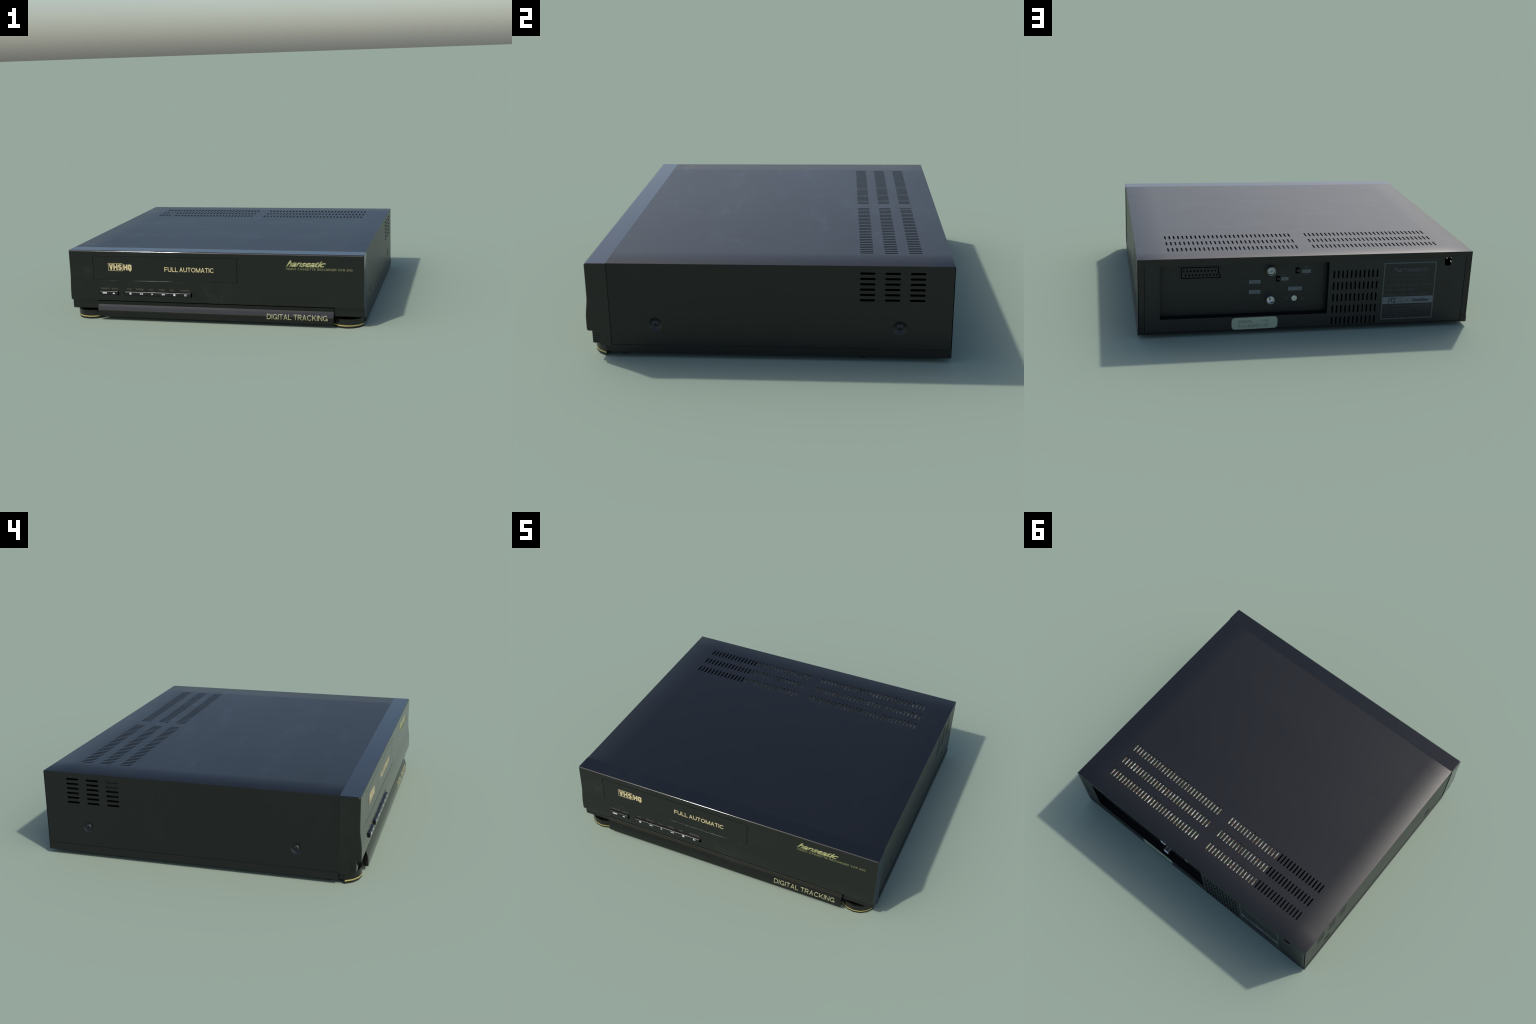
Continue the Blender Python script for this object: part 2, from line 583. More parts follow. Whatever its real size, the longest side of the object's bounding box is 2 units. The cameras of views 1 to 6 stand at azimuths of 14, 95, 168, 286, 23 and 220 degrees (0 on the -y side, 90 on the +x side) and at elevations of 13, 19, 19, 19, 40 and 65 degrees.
SIDE_SCREWS = [(-0.526, 0.1715), (0.629, 0.1710)]
DISH_R, DISH_DEEP = 0.036, 0.0085
EDGE_TILT, BACK_TILT = 0.22, 0.15          # the sheet rolls off softly towards its folded edges

cover = Shell()
R = 0.0022                # fold radius
X0, YB, ZT = COVER_X - R, COVER_BACK - R, COVER_TOP
IN_X, IN_Y = 0.822, 0.745   # inside this the top is dead flat
TH = 0.0035
# flat middle of the top with the two groups of slots
top_slots = []
for sx in (-1, 1):
    for i in range(30):
        for y in VENT_ROWS_Y:
            top_slots.append(slot(sx * (0.052 + VENT_PITCH * i), y, 0.0096, 0.0655, ends=3))
cover.plate(rect(-IN_X, IN_X, COVER_FRONT, IN_Y), top_slots, lambda u, v, d: (u, v, ZT - d), TH, edges=True)
# rolled border of the top: normals lean outwards towards the folds
def lean(x, y):
    ex = max(0.0, (abs(x) - IN_X) / (X0 - IN_X))
    ey = max(0.0, (y - IN_Y) / (YB - IN_Y))
    s = 1 if x > 0 else -1
    return Vector((s * EDGE_TILT * ex, BACK_TILT * ey, 1)).normalized()
def steps(a, b, n):
    return [a + (b - a) * i / n for i in range(n + 1)]
bx = steps(-X0, -IN_X, 6)
bx2 = steps(IN_X, X0, 6)
by = steps(COVER_FRONT, IN_Y, 6)
by2 = steps(IN_Y, YB, 6)
def border(xs, ys):
    for xa, xb in zip(xs, xs[1:]):
        for ya, yb in zip(ys, ys[1:]):
            q = [(xa, ya), (xb, ya), (xb, yb), (xa, yb)]
            cover.facing([(x, y, ZT) for x, y in q], (0, 0, 1), [lean(x, y) for x, y in q])
            cover.facing([(x, y, ZT - TH) for x, y in q], (0, 0, -1))
border(bx, by)
border(bx2, by)
border(bx, by2)
border(bx2, by2)
border(steps(-IN_X, IN_X, 8), by2)
# tight fold along both sides and the back (mitred at the rear corners)
ARC = [math.radians(90 - 30 * i) for i in range(4)]
for (p, q, dp, dq, n) in [
        ((-X0, COVER_FRONT), (-X0, YB), (-1, 0), (-1, 1), (-1, 0)),
        ((-X0, YB), (X0, YB), (-1, 1), (1, 1), (0, 1)),
        ((X0, YB), (X0, COVER_FRONT), (1, 1), (1, 0), (1, 0))]:
    for a, b in zip(ARC, ARC[1:]):
        pts, nn = [], []
        for (pt, dd, t) in ((p, dp, a), (q, dq, a), (q, dq, b), (p, dp, b)):
            pts.append((pt[0] + dd[0] * R * math.cos(t), pt[1] + dd[1] * R * math.cos(t), ZT - R + R * math.sin(t)))
            nn.append((n[0] * math.cos(t), n[1] * math.cos(t), math.sin(t)))
        cover.facing(pts, (n[0] * 0.7, n[1] * 0.7, 0.7), nn)
# two side walls with slots and countersunk screw dishes
for sx in (-1, 1):
    place = (lambda s: (lambda u, v, d: (s * (COVER_X - d), u, v)))(sx)
    dishes = [disc_outline(y, zc, DISH_R, 28) for y, zc in SIDE_SCREWS]
    cover.plate(rect(COVER_FRONT, COVER_BACK, COVER_LOW, ZT - R), side_vents() + dishes, place, TH)
    for y, zc in SIDE_SCREWS:
        prof = [(DISH_R, 0.0), (DISH_R * 0.92, DISH_DEEP * 0.10), (DISH_R * 0.75, DISH_DEEP * 0.55),
                (DISH_R * 0.58, DISH_DEEP * 0.92), (DISH_R * 0.5, DISH_DEEP), (0.0, DISH_DEEP)]
        tilt = [0.0, 0.30, 0.60, 0.42, 0.0, 0.0]
        for (r1, d1), (r2, d2), t1, t2 in zip(prof, prof[1:], tilt, tilt[1:]):
            for i in range(28):
                a, b = 2 * math.pi * i / 28, 2 * math.pi * (i + 1) / 28
                pts, nn = [], []
                for r, d, t, ang in ((r1, d1, t1, a), (r1, d1, t1, b), (r2, d2, t2, b), (r2, d2, t2, a)):
                    pts.append(place(y + r * math.cos(ang), zc + r * math.sin(ang), d))
                    nn.append((sx, -t * math.cos(ang), -t * math.sin(ang)))
                if r2 == 0.0:
                    pts, nn = pts[:3], nn[:3]
                cover.facing(pts, (sx, 0, 0), nn)
# lip folded round the back opening
cover.plate([(-COVER_X, COVER_LOW + 0.001), (-LIP_X, COVER_LOW + 0.001), (-LIP_X, LIP_Z), (LIP_X, LIP_Z),
             (LIP_X, COVER_LOW + 0.001), (COVER_X, COVER_LOW + 0.001), (COVER_X, ZT - R), (-COVER_X, ZT - R)],
            [], lambda u, v, d: (u, COVER_BACK - d, v), TH)
cover_ob = cover.build("cover", PAINT, root)

# side screws with a dark raised cross in place of the recess
for sx in (-1, 1):
    for y, zc in SIDE_SCREWS:
        c = (sx * (COVER_X - DISH_DEEP), y, zc)
        bm = bmesh.new()
        add_turned(bm, c, (sx, 0, 0), [(0.0152, -0.002), (0.0152, 0.0015), (0.0140, 0.0036), (0.0105, 0.0060), (0.0058, 0.0074), (0, 0.0078)], 28)
        scr = from_bmesh("screw", bm, SCREW_MAT, root, 40)
        bm = bmesh.new()
        for w, h in ((0.0016, 0.0052), (0.0052, 0.0016)):
            x1 = sx * (COVER_X - DISH_DEEP + 0.0083)
            x2 = sx * (COVER_X - DISH_DEEP + 0.0055)
            add_box(bm, min(x1, x2) + (0.0001 if w > h else 0), max(x1, x2) - (0.0001 if w > h else 0), y - w, y + w, zc - h, zc + h)
        from_bmesh("screw_dark_cross", bm, VOID, scr, 0)

# ------------------------------------------------------------------ bottom tray
bm = bmesh.new()
TX, TY0, TY1 = 0.9988, -0.7725, 0.8717
add_box(bm, -TX, TX, COVER_FRONT, TY1, TRAY_LOW, 0.0242, 0.0006, 1)
add_box(bm, -LIP_X, LIP_X, TY1 - 0.006, TY1, 0.0238, 0.0300, 0.0006, 1)
add_box(bm, -0.986, 0.986, TY0, COVER_FRONT - 0.0004, TRAY_LOW + 0.0008, 0.054)
for sx in (-1, 1):
    a, b = sorted((sx * TX, sx * LIP_X))
    c, d = sorted((sx * TX, sx * 0.985))
    add_box(bm, c, d, COVER_FRONT, TY1 - 0.02, 0.0238, COVER_LOW, 0.0006, 1)
    add_box(bm, a, b, TY1 - 0.02, TY1, 0.0236, COVER_LOW, 0.0006, 1)
tray = from_bmesh("bottom_tray", bm, TRAY_MAT, root)
for sx in (-1, 1):
    for y in (-0.689, 0.463):
        bm = bmesh.new()
        add_turned(bm, (sx * 0.930, y, 0.0), (0, 0, 1), [(0, 0), (0.034, 0), (0.036, 0.002), (0.036, TRAY_LOW + 0.001), (0, TRAY_LOW + 0.001)], 32)
        from_bmesh("rubber_pad", bm, RUBBER, root)


# ------------------------------------------------------------------ front bezel
Y_FLAT = -0.8510
Y_BULGE = -0.8624
# the lower half swells out in one gentle S
KNOTS = [(0.312 - 0.0105 * i, Y_FLAT + (Y_BULGE - Y_FLAT) * (1 - math.cos(math.pi * i / 12)) / 2) for i in range(13)] + [(0.145, Y_BULGE)]


def bezel_y(zv):
    """Front surface of the bezel at height zv (between the rounded ends)."""
    if zv >= KNOTS[0][0]:
        return Y_FLAT
    for (za, ya), (zb, yb) in zip(KNOTS, KNOTS[1:]):
        if zb <= zv <= za:
            return ya + (yb - ya) * (za - zv) / (za - zb)
    return KNOTS[-1][1]


def bezel_profile():
    pts = [(COVER_FRONT - 0.0004, COVER_TOP + 0.0002)]
    r = 0.0095
    for i in range(6):
        t = math.radians(90 - 18 * i)
        pts.append((Y_FLAT + r - r * math.cos(t), COVER_TOP + 0.0002 - r + r * math.sin(t)))
    pts += [(Y_FLAT, zv) for zv in (0.44, 0.40, 0.36, 0.33)]
    pts += [(y, zv) for zv, y in KNOTS]
    r = 0.007
    for i in range(1, 6):
        t = math.radians(18 * i)
        pts.append((-0.8624 + r - r * math.cos(t), 0.1335 + r - r * math.sin(t)))
    pts.append((-0.8395, 0.1335))
    pts.append((-0.8370, 0.1310))
    pts += [(-0.8370, 0.0730), (-0.8345, 0.0705), (-0.8090, 0.0705), (-0.8030, 0.0690), (-0.7995, 0.0650), (-0.7978, 0.0582),
            (COVER_FRONT - 0.0004, 0.0582)]
    return pts


def bezel_solid():
    prof = bezel_profile()
    bm = bmesh.new()
    secs = []
    ends = [(0.0, 0.0065), (0.0012, 0.0038), (0.0032, 0.0016), (0.0065, 0.0)]
    xs = [(-BEZEL_X + a, s) for a, s in ends] + [(BEZEL_X - a, s) for a, s in ends[::-1]]
    for x, s in xs:
        ring = []
        for y, zv in prof:
            front = min(1.0, max(0.0, (-0.79 - y) / 0.03))
            up = 1.0 if zv > 0.47 else 0.0
            ring.append(bm.verts.new((x, y + s * front, zv - 0.5 * s * up)))
        secs.append(ring)
    n = len(prof)
    for A, B in zip(secs, secs[1:]):
        for i in range(n):
            j = (i + 1) % n
            bm.faces.new((A[i], A[j], B[j], B[i]))
    bm.faces.new(secs[0])
    bm.faces.new(secs[-1][::-1])
    return bm


def cutter_box(x0, x1, y0, y1, z0, z1):
    return box("cutter", None, VOID, x0, x1, y0, y1, z0, z1)


DOOR = (-0.8285, 0.1765, 0.2745, 0.4390)
BTN_Z0, BTN_Z1 = 0.1775, 0.2015
bezel = from_bmesh("front_bezel", bezel_solid(), PLASTIC, root)
cut = bmesh.new()
add_box(cut, DOOR[0], DOOR[1], -0.92, -0.836, DOOR[2], DOOR[3])
add_box(cut, -0.7885, -0.6480, -0.92, -0.835, 0.1745, 0.2030)
add_box(cut, -0.6085, -0.1330, -0.92, -0.835, 0.1745, 0.2030)
boolean(bezel, from_bmesh("cutter", cut, PLASTIC, None, 0), "DIFFERENCE")
bevel_edges(bezel, 0.0011, 2, 45)
# five fine grooves round the set-back lower part
cut = bmesh.new()
for k in range(5):
    zc = 0.1215 - 0.0112 * k
    add_box(cut, -1.1, 1.1, -0.90, -0.8360, zc - 0.0009, zc + 0.0009)
boolean(bezel, from_bmesh("cutter", cut, PLASTIC, None, 0), "DIFFERENCE")
cut = bmesh.new()
for k in range(5):
    zc = 0.1214 - 0.0112 * k
    for sx in (-1, 1):
        x0, x1 = sorted((sx * 0.9985, sx * 1.1))
        add_box(cut, x0, x1, -0.90, -0.8005, zc - 0.0009, zc + 0.0009)
boolean(bezel, from_bmesh("cutter", cut, PLASTIC, None, 0), "DIFFERENCE")
weight_normals(bezel)
bezel.data.materials.clear()
bezel.data.materials.append(PLASTIC)

def calm_front(ob, keep=0.35):
    """The moulding reads almost flat: soften how far its swell turns the surface."""
    me = ob.data
    out = []
    for poly in me.polygons:
        for li in poly.loop_indices:
            n = me.corner_normals[li].vector.copy()
            zv = me.vertices[me.loops[li].vertex_index].co.z
            if n.y < -0.93 and abs(n.x) < 0.3 and 0.142 < zv < 0.325:
                n.z *= keep
                n.normalize()
            out.append(tuple(n))
    me.normals_split_custom_set(out)


calm_front(bezel)
g = 0.0022
door = from_bmesh("cassette_door", bezel_solid(), DOOR_PLASTIC, bezel)
boolean(door, cutter_box(DOOR[0] + g, DOOR[1] - g, -0.92, -0.8385, DOOR[2] + g, DOOR[3] - g), "INTERSECT")
bevel_edges(door, 0.0010, 2, 45)
weight_normals(door)
calm_front(door)
door.data.materials.clear()
door.data.materials.append(DOOR_PLASTIC)


def on_bezel(u, v, h):
    return (u, bezel_y(v) - h, v)


for x in (-0.7555, 0.1070):
    print_shape("door_seam", bezel, SEAM, rect(x - 0.0007, x + 0.0007, 0.290, 0.425), on_bezel, 0.0003)
print_shape("tape_format_frame", bezel, GOLD_INK, rect(-0.7180, -0.6158, 0.3390, 0.3915), on_bezel, 0.0008,
            [rect(-0.7157, -0.6181, 0.3413, 0.3892)])
stroke_lettering("tape_format_lettering", "VHS", bezel, GOLD_INK, -0.7115, -0.6205, 0.3455, 0.3850, on_bezel, weight=0.25, gap=0.07)
stroke_lettering("tape_format_lettering", "HQ", bezel, GOLD_INK, -0.6095, -0.5510, 0.3445, 0.3845, on_bezel, weight=0.28, gap=0.09)
stroke_lettering("door_lettering", "FULL AUTOMATIC", bezel, GOLD_INK, -0.3205, 0.0190, 0.3415, 0.3725, on_bezel, weight=0.150, gap=0.11, space=0.12)
lettering("maker_lettering", "hanseatic", bezel, LOGO_INK, 0.4990, 0.7600, 0.3935, 0.4355, on_bezel, shear=0.55, weight=0.028, spacing=0.92)
stroke_lettering("model_lettering", "VIDEO CASSETTE RECORDER VCR 200", bezel, LOGO_DIM, 0.4995, 0.9270, 0.3735, 0.3870, on_bezel, weight=0.13, gap=0.16)
for body, a, b in (("OPERATE", -0.7779, -0.7144), ("EJECT", -0.6967, -0.6543), ("STOP", -0.5909, -0.5573), ("REWIND", -0.5243, -0.4702),
                   ("PLAY", -0.4341, -0.4024), ("F.FWD", -0.3638, -0.3235), ("REC", -0.2852, -0.2588), ("PAUSE/STILL", -0.2119, -0.1461)):
    stroke_lettering("button_label", body, bezel, DIM_INK, a, b, 0.2125, 0.2232, on_bezel, weight=0.16, gap=0.17)

# push buttons, two and six in a row, each with its white symbol
Y_BTN = -0.8715
def on_button(u, v, h):
    return (u, Y_BTN - h, v)
def arrow(cx, cz, w, hgt, turn):
    base = [(-w / 2, -hgt / 2), (w / 2, 0), (-w / 2, hgt / 2)]
    c, s = math.cos(turn), math.sin(turn)
    return [(cx + c * x - s * y, cz + s * x + c * y) for x, y in base]
ZC = 0.1898
def symbols(kind, x):
    if kind == "power":
        return [rect(x - 0.0155, x + 0.0155, ZC - 0.0045, ZC + 0.0045)]
    if kind == "eject":
        return [arrow(x, ZC, 0.0125, 0.0185, math.pi / 2)]
    if kind == "stop":
        return [rect(x - 0.0062, x + 0.0062, ZC - 0.0062, ZC + 0.0062)]
    if kind == "rewind":
        return [arrow(x - 0.006, ZC, 0.0115, 0.0125, math.pi), arrow(x + 0.006, ZC, 0.0115, 0.0125, math.pi)]
    if kind == "play":
        return [arrow(x, ZC, 0.0115, 0.0130, 0)]
    if kind == "forward":
        return [arrow(x - 0.006, ZC, 0.0115, 0.0125, 0), arrow(x + 0.006, ZC, 0.0115, 0.0125, 0)]
    if kind == "record":
        return [disc_outline(x, ZC, 0.0080, 24)]
    return [rect(x - 0.0066, x - 0.0022, ZC - 0.0068, ZC + 0.0068), rect(x + 0.0022, x + 0.0066, ZC - 0.0068, ZC + 0.0068)]
BUTTONS = [("power", -0.7815, -0.7153, -0.7475), ("eject", -0.7140, -0.6535, -0.6822)]
edges = [-0.6015, -0.5253, -0.4476, -0.3700, -0.2922, -0.2152, -0.1410]
for kind, a, b, cx in zip(("stop", "rewind", "play", "forward", "record", "pause"), edges, edges[1:],
                          (-0.5624, -0.4862, -0.4075, -0.3290, -0.2536, -0.1767)):
    BUTTONS.append((kind, a + 0.0007, b - 0.0007, cx))
for kind, a, b, cx in BUTTONS:
    bm = bmesh.new()
    add_box(bm, a, b, Y_BTN, -0.8365, BTN_Z0, BTN_Z1)
    front = [e for e in bm.edges if all(v.co.y < -0.87 for v in e.verts) and abs(e.verts[0].co.x - e.verts[1].co.x) > 0.01]
    bmesh.ops.bevel(bm, geom=front, offset=0.0026, segments=3, affect="EDGES", profile=0.5)
    btn = from_bmesh("button", bm, BUTTON_MAT, bezel, 40)
    parts = [print_shape("button_symbol", bezel, WHITE_INK, o, on_button, 0.0005) for o in symbols(kind, cx)]
    sym = merge(parts, "button_symbol")

# ------------------------------------------------------------------ drop-down flap
FLAP_X = 0.8045
FLAP_FRONT = [(-0.8605, 0.1308), (-0.8585, 0.1230), (-0.8562, 0.1140), (-0.8542, 0.1060), (-0.8585, 0.0970), (-0.8622, 0.0880), (-0.8650, 0.0790),
              (-0.8670, 0.0710), (-0.8682, 0.0640), (-0.8687, 0.0580), (-0.8688, 0.0420), (-0.8689, 0.0265)]
bm = bmesh.new()
prof = FLAP_FRONT + [(-0.8678, 0.0250), (-0.8400, 0.0244), (-0.8388, 0.0256), (-0.8388, 0.0450), (-0.8460, 0.1308)]
rings = [[bm.verts.new((x, y, zv)) for y, zv in prof] for x in (-FLAP_X, FLAP_X)]
for i in range(len(prof)):
    j = (i + 1) % len(prof)
    bm.faces.new((rings[0][i], rings[0][j], rings[1][j], rings[1][i]))
bm.faces.new(rings[0])
bm.faces.new(rings[1][::-1])
flap = from_bmesh("control_flap", bm, FLAP_PLASTIC, root, 20)


def flap_y(zv):
    for (ya, za), (yb, zb) in zip(FLAP_FRONT, FLAP_FRONT[1:]):
        if zb <= zv <= za:
            return ya + (yb - ya) * (za - zv) / (za - zb)
    return FLAP_FRONT[-1][0]


stroke_lettering("flap_lettering", "DIGITAL TRACKING", flap, FLAP_INK, 0.3690, 0.7660, 0.0475, 0.0820,
                 lambda u, v, h: (u, flap_y(v) - h, v), weight=0.115, gap=0.15, thick=0.0012, space=0.18, rows=7)

# ------------------------------------------------------------------ round front feet
FR, FYC, FCUT = 0.1110, -0.7375, -0.7740
def foot_arc(r, cut=FCUT):
    """Front part of a sixteen-sided drum, cut flat at the back."""
    half = []
    for i in range(0, 4):
        t = math.radians(22.5 * i)
        half.append((r * math.sin(t), FYC - r * math.cos(t)))
    xc = math.sqrt(max(1e-6, r * r - (FYC - cut) ** 2))
    half.append((xc, cut))
    return [(-x, y) for x, y in half[:0:-1]] + half
def foot_shell(bm, cx, r_in, r_out, z0, z1, cut_in=FCUT):
    outer, inner = foot_arc(r_out), foot_arc(r_in, cut_in)
    rows = []
    for loop, zv in ((outer, z0), (outer, z1), (inner, z1), (inner, z0)):
        rows.append([bm.verts.new((cx + x, y, zv)) for x, y in loop])
    rows.append(rows[0])
    for A, B in zip(rows, rows[1:]):
        for i in range(len(outer) - 1):
            bm.faces.new((A[i], A[i + 1], B[i + 1], B[i]))
    for k in (0, -1):
        bm.faces.new([rw[k] for rw in rows[:4]])
for sx in (-1, 1):
    cx = sx * 0.8815
    bm = bmesh.new()
    foot_shell(bm, cx, FR - 0.013, FR, 0.0, 0.0560)
    bot = [bm.verts.new((cx + x, y, zv)) for zv in (0.002, 0.012) for x, y in foot_arc(FR - 0.012)]
    nn = len(bot) // 2
    bm.faces.new(bot[:nn])
    bm.faces.new(bot[nn:][::-1])
    for i in range(nn):
        j = (i + 1) % nn
        bm.faces.new((bot[i], bot[j], bot[nn + j], bot[nn + i]))
    foot = from_bmesh("front_foot", bm, FOOT_MAT, root, 30)
    add = bmesh.new()
    foot_shell(add, cx, FR - 0.004, FR + 0.0006, 0.0105, 0.0178, FCUT)
    for v in add.verts:
        v.co.y = min(v.co.y, FCUT - 0.004)
    from_bmesh("gold_band", add, GOLD_BAND, foot, 30)
    wall = box("foot_back_wall", foot, VOID, cx - 0.0955, cx + 0.0955, -0.7775, -0.7742, 0.002, 0.0575)

# ------------------------------------------------------------------ back panel
Y_BACK = 0.8700
back = Shell()
bay_hole = rect(BAY[0], BAY[1], BAY[2], BAY[3] - 0.004)
vent_holes = []
for row in range(5):
    for k in range(11):
        vent_holes.append(slot(-0.1445 - 0.02630 * k, 0.3545 - 0.0730 * row, 0.0096, 0.0515, ends=2))
cord_hole = [(-0.8675, LIP_Z - 0.002), (-0.8675, 0.4070)] + \
            [(-0.8459 + 0.0216 * math.cos(math.radians(180 + 18 * i)), 0.4070 + 0.0200 * math.sin(math.radians(180 + 18 * i))) for i in range(1, 10)] + \
            [(-0.8243, 0.4070), (-0.8243, LIP_Z - 0.002)]
back.plate(rect(-LIP_X + 0.0022, LIP_X - 0.0022, 0.0322, LIP_Z + 0.008), [bay_hole, cord_hole] + vent_holes,
           lambda u, v, d: (u, Y_BACK - d, v), 0.004)
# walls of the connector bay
bx0, bx1, bz0, bz1 = BAY[0], BAY[1], BAY[2], BAY[3] - 0.004
yi, yo = BAY_Y, Y_BACK - 0.001
back.facing([(bx0, yi, bz0), (bx1, yi, bz0), (bx1, yi, bz1), (bx0, yi, bz1)], (0, 1, 0))
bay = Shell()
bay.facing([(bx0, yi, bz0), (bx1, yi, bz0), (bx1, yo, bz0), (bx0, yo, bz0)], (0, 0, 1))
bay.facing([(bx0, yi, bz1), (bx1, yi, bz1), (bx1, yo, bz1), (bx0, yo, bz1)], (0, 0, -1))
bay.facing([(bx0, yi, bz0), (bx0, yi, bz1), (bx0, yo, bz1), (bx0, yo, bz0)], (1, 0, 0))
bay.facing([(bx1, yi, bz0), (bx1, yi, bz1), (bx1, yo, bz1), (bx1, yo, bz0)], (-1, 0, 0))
panel = back.build("back_panel", BACK_MAT, root)
bay.build("connector_bay_wall", BAY_SHADE, panel)
# dark surround behind the seams of the back panel
box("panel_seam_backing", panel, VOID, -0.9915, 0.9915, 0.8585, 0.8640, 0.0305, 0.0395)
for sx in (-1, 1):
    a, b = sorted((sx * 0.952, sx * 0.9912))
    box("panel_seam_backing", panel, VOID, a, b, 0.8588, 0.8644, 0.0400, 0.4700)


def on_bay(u, v, h):
    return (u + BAY_DU, BAY_Y + h, v + BAY_DV)


def on_back(u, v, h):
    return (u, Y_BACK + h, v)


# wide twenty-pin socket
def chamfered(pts, r):
    """Cuts every corner of an outline."""
    out = []
    n = len(pts)
    for i in range(n):
        p, a, b = Vector(pts[i]), Vector(pts[i - 1]), Vector(pts[(i + 1) % n])
        for k in (0.0, 0.35, 0.65, 1.0):
            q = (p + (a - p).normalized() * r) * (1 - k) ** 2 + p * 2 * k * (1 - k) + (p + (b - p).normalized() * r) * k ** 2
            out.append((q.x, q.y))
    return out


scart_out = chamfered([(0.7555, 0.3265), (0.7555, 0.4115), (0.5240, 0.4115), (0.5075, 0.3265)], 0.007)
scart_mid = chamfered([(0.7462, 0.3345), (0.7462, 0.4040), (0.5290, 0.4040), (0.5268, 0.3710), (0.5160, 0.3440), (0.5170, 0.3345)], 0.005)
scart_in = chamfered([(0.7410, 0.3400), (0.7410, 0.3985), (0.5345, 0.3985), (0.5330, 0.3700), (0.5235, 0.3440), (0.5240, 0.3400)], 0.004)
s = Shell()
s.plate(scart_out, [scart_mid], lambda u, v, d: on_bay(u, v, 0.0030 - d), 0.0030)
scart = s.build("multi_pin_socket", BACK_MAT, panel)
print_shape("socket_dark_plate", panel, VOID, scart_mid, on_bay, 0.0006)  # dark plate under the tongue, blackens the groove and pin holes
pins = []
for row, (xa, zc) in enumerate(((0.7300, 0.3805), (0.7190, 0.3555))):
    for k in range(10):
        x = xa - 0.0200 * k
        pins.append(rect(x - 0.0042, x + 0.0042, zc - 0.0065, zc + 0.0055))
s = Shell()
s.plate(scart_in, pins, lambda u, v, d: on_bay(u, v, 0.0028 - d), 0.0022)
s.build("socket_tongue", BACK_MAT, panel)

# aerial sockets (one with a sleeve, one with a pin), metal
for zc, pin in ((0.3785, False), (0.1995, True)):
    cx, zc = 0.2265 + BAY_DU, zc + BAY_DV
    bm = bmesh.new()
    add_turned(bm, (cx, BAY_Y, zc), (0, 1, 0), [(0.0345, 0), (0.0345, 0.0025), (0.0300, 0.0030), (0.0300, 0.0012), (0, 0.0012)], 40)
    from_bmesh("socket_collar", bm, BACK_MAT, panel)
    ro = 0.0238 if pin else 0.0258
    bm = bmesh.new()
    add_turned(bm, (cx, BAY_Y + 0.001, zc), (0, 1, 0),
               [(ro, 0), (ro, 0.0420), (ro - 0.0008, 0.0430), (ro - 0.0022, 0.0430), (ro - 0.0028, 0.0420), (ro - 0.0034, 0.012), (0, 0.012)], 40)
    soc = from_bmesh("aerial_socket", bm, STEEL, panel)
    bm = bmesh.new()
    if pin:
        add_turned(bm, (cx, BAY_Y, zc), (0, 1, 0), [(0.0050, 0.012), (0.0050, 0.034), (0.0040, 0.0375), (0, 0.0385)], 20)
    else:
        add_turned(bm, (cx + 0.0005, BAY_Y, zc + 0.0005), (0, 1, 0),
                   [(0.0195, 0.012), (0.0195, 0.0395), (0.0185, 0.0402), (0.0082, 0.0402), (0.0078, 0.030), (0, 0.030)], 32)
    from_bmesh("socket_core", bm, DULL_STEEL, panel)

# slide switches
for x0, x1, z0, z1 in ((0.1680, 0.1905, 0.2985, 0.3345), (0.0520, 0.0760, 0.3455, 0.3830)):
    print_shape("switch_dark_patch", panel, VOID, rect(x0, x1, z0, z1), on_bay, 0.0006)  # flat dark patch in place of an opening
    box("slide_switch", panel, BUTTON_MAT, x0 + 0.002 + BAY_DU, x1 - 0.006 + BAY_DU, BAY_Y, BAY_Y + 0.007, z0 + 0.012 + BAY_DV, z1 - 0.010 + BAY_DV, 0.0008)

# channel trimmer knob whose slot is a raised metal strip
bm = bmesh.new()
add_turned(bm, (0.0768 + BAY_DU, BAY_Y, 0.1918 + BAY_DV), (0, 1, 0), [(0.0200, 0), (0.0200, 0.0008), (0, 0.0008)], 36)
from_bmesh("trimmer_dark_disc", bm, VOID, panel)  # flat dark disc in place of an opening round the knob
bm = bmesh.new()
add_turned(bm, (0.0772 + BAY_DU, BAY_Y, 0.1922 + BAY_DV), (0, 1, 0), [(0.0172, 0), (0.0172, 0.0030), (0.0162, 0.0038), (0, 0.0038)], 36)
trim = from_bmesh("trimmer_knob", bm, IVORY, panel)
box("trimmer_strip", panel, DULL_STEEL, 0.0605 + BAY_DU, 0.0935 + BAY_DU, BAY_Y + 0.003, BAY_Y + 0.0042, 0.1905 + BAY_DV, 0.1925 + BAY_DV)

# grey printed fields with dark words
FIELDS = [(0.3500, 0.2825, 0.2905, 0.3125, ["AERIAL"]), (0.3490, 0.2815, 0.2280, 0.2510, ["RF OUT"]),
          (0.1582, 0.1160, 0.3040, 0.3255, ["TEST"]), (0.0356, -0.0158, 0.3478, 0.3695, ["ATT."]),
          (0.1152, 0.0330, 0.2400, 0.2640, ["VIDEO", "CHANNEL"])]
for xa, xb, z0, z1, words in FIELDS:
    print_shape("label_field", panel, GREY_PATCH, rect(xb, xa, z0, z1), on_bay, 0.0006)
    n = len(words)
    hgt = (z1 - z0) * (0.42 if n == 1 else 0.27)
    for i, w in enumerate(words):
        zc = z1 - (z1 - z0) * (i + 0.5) / n
        lettering("label_lettering", w, panel, DARK_PRINT, xa - 0.009, xb + 0.009, zc - hgt / 2, zc + hgt / 2, on_bay, thick=0.0010)
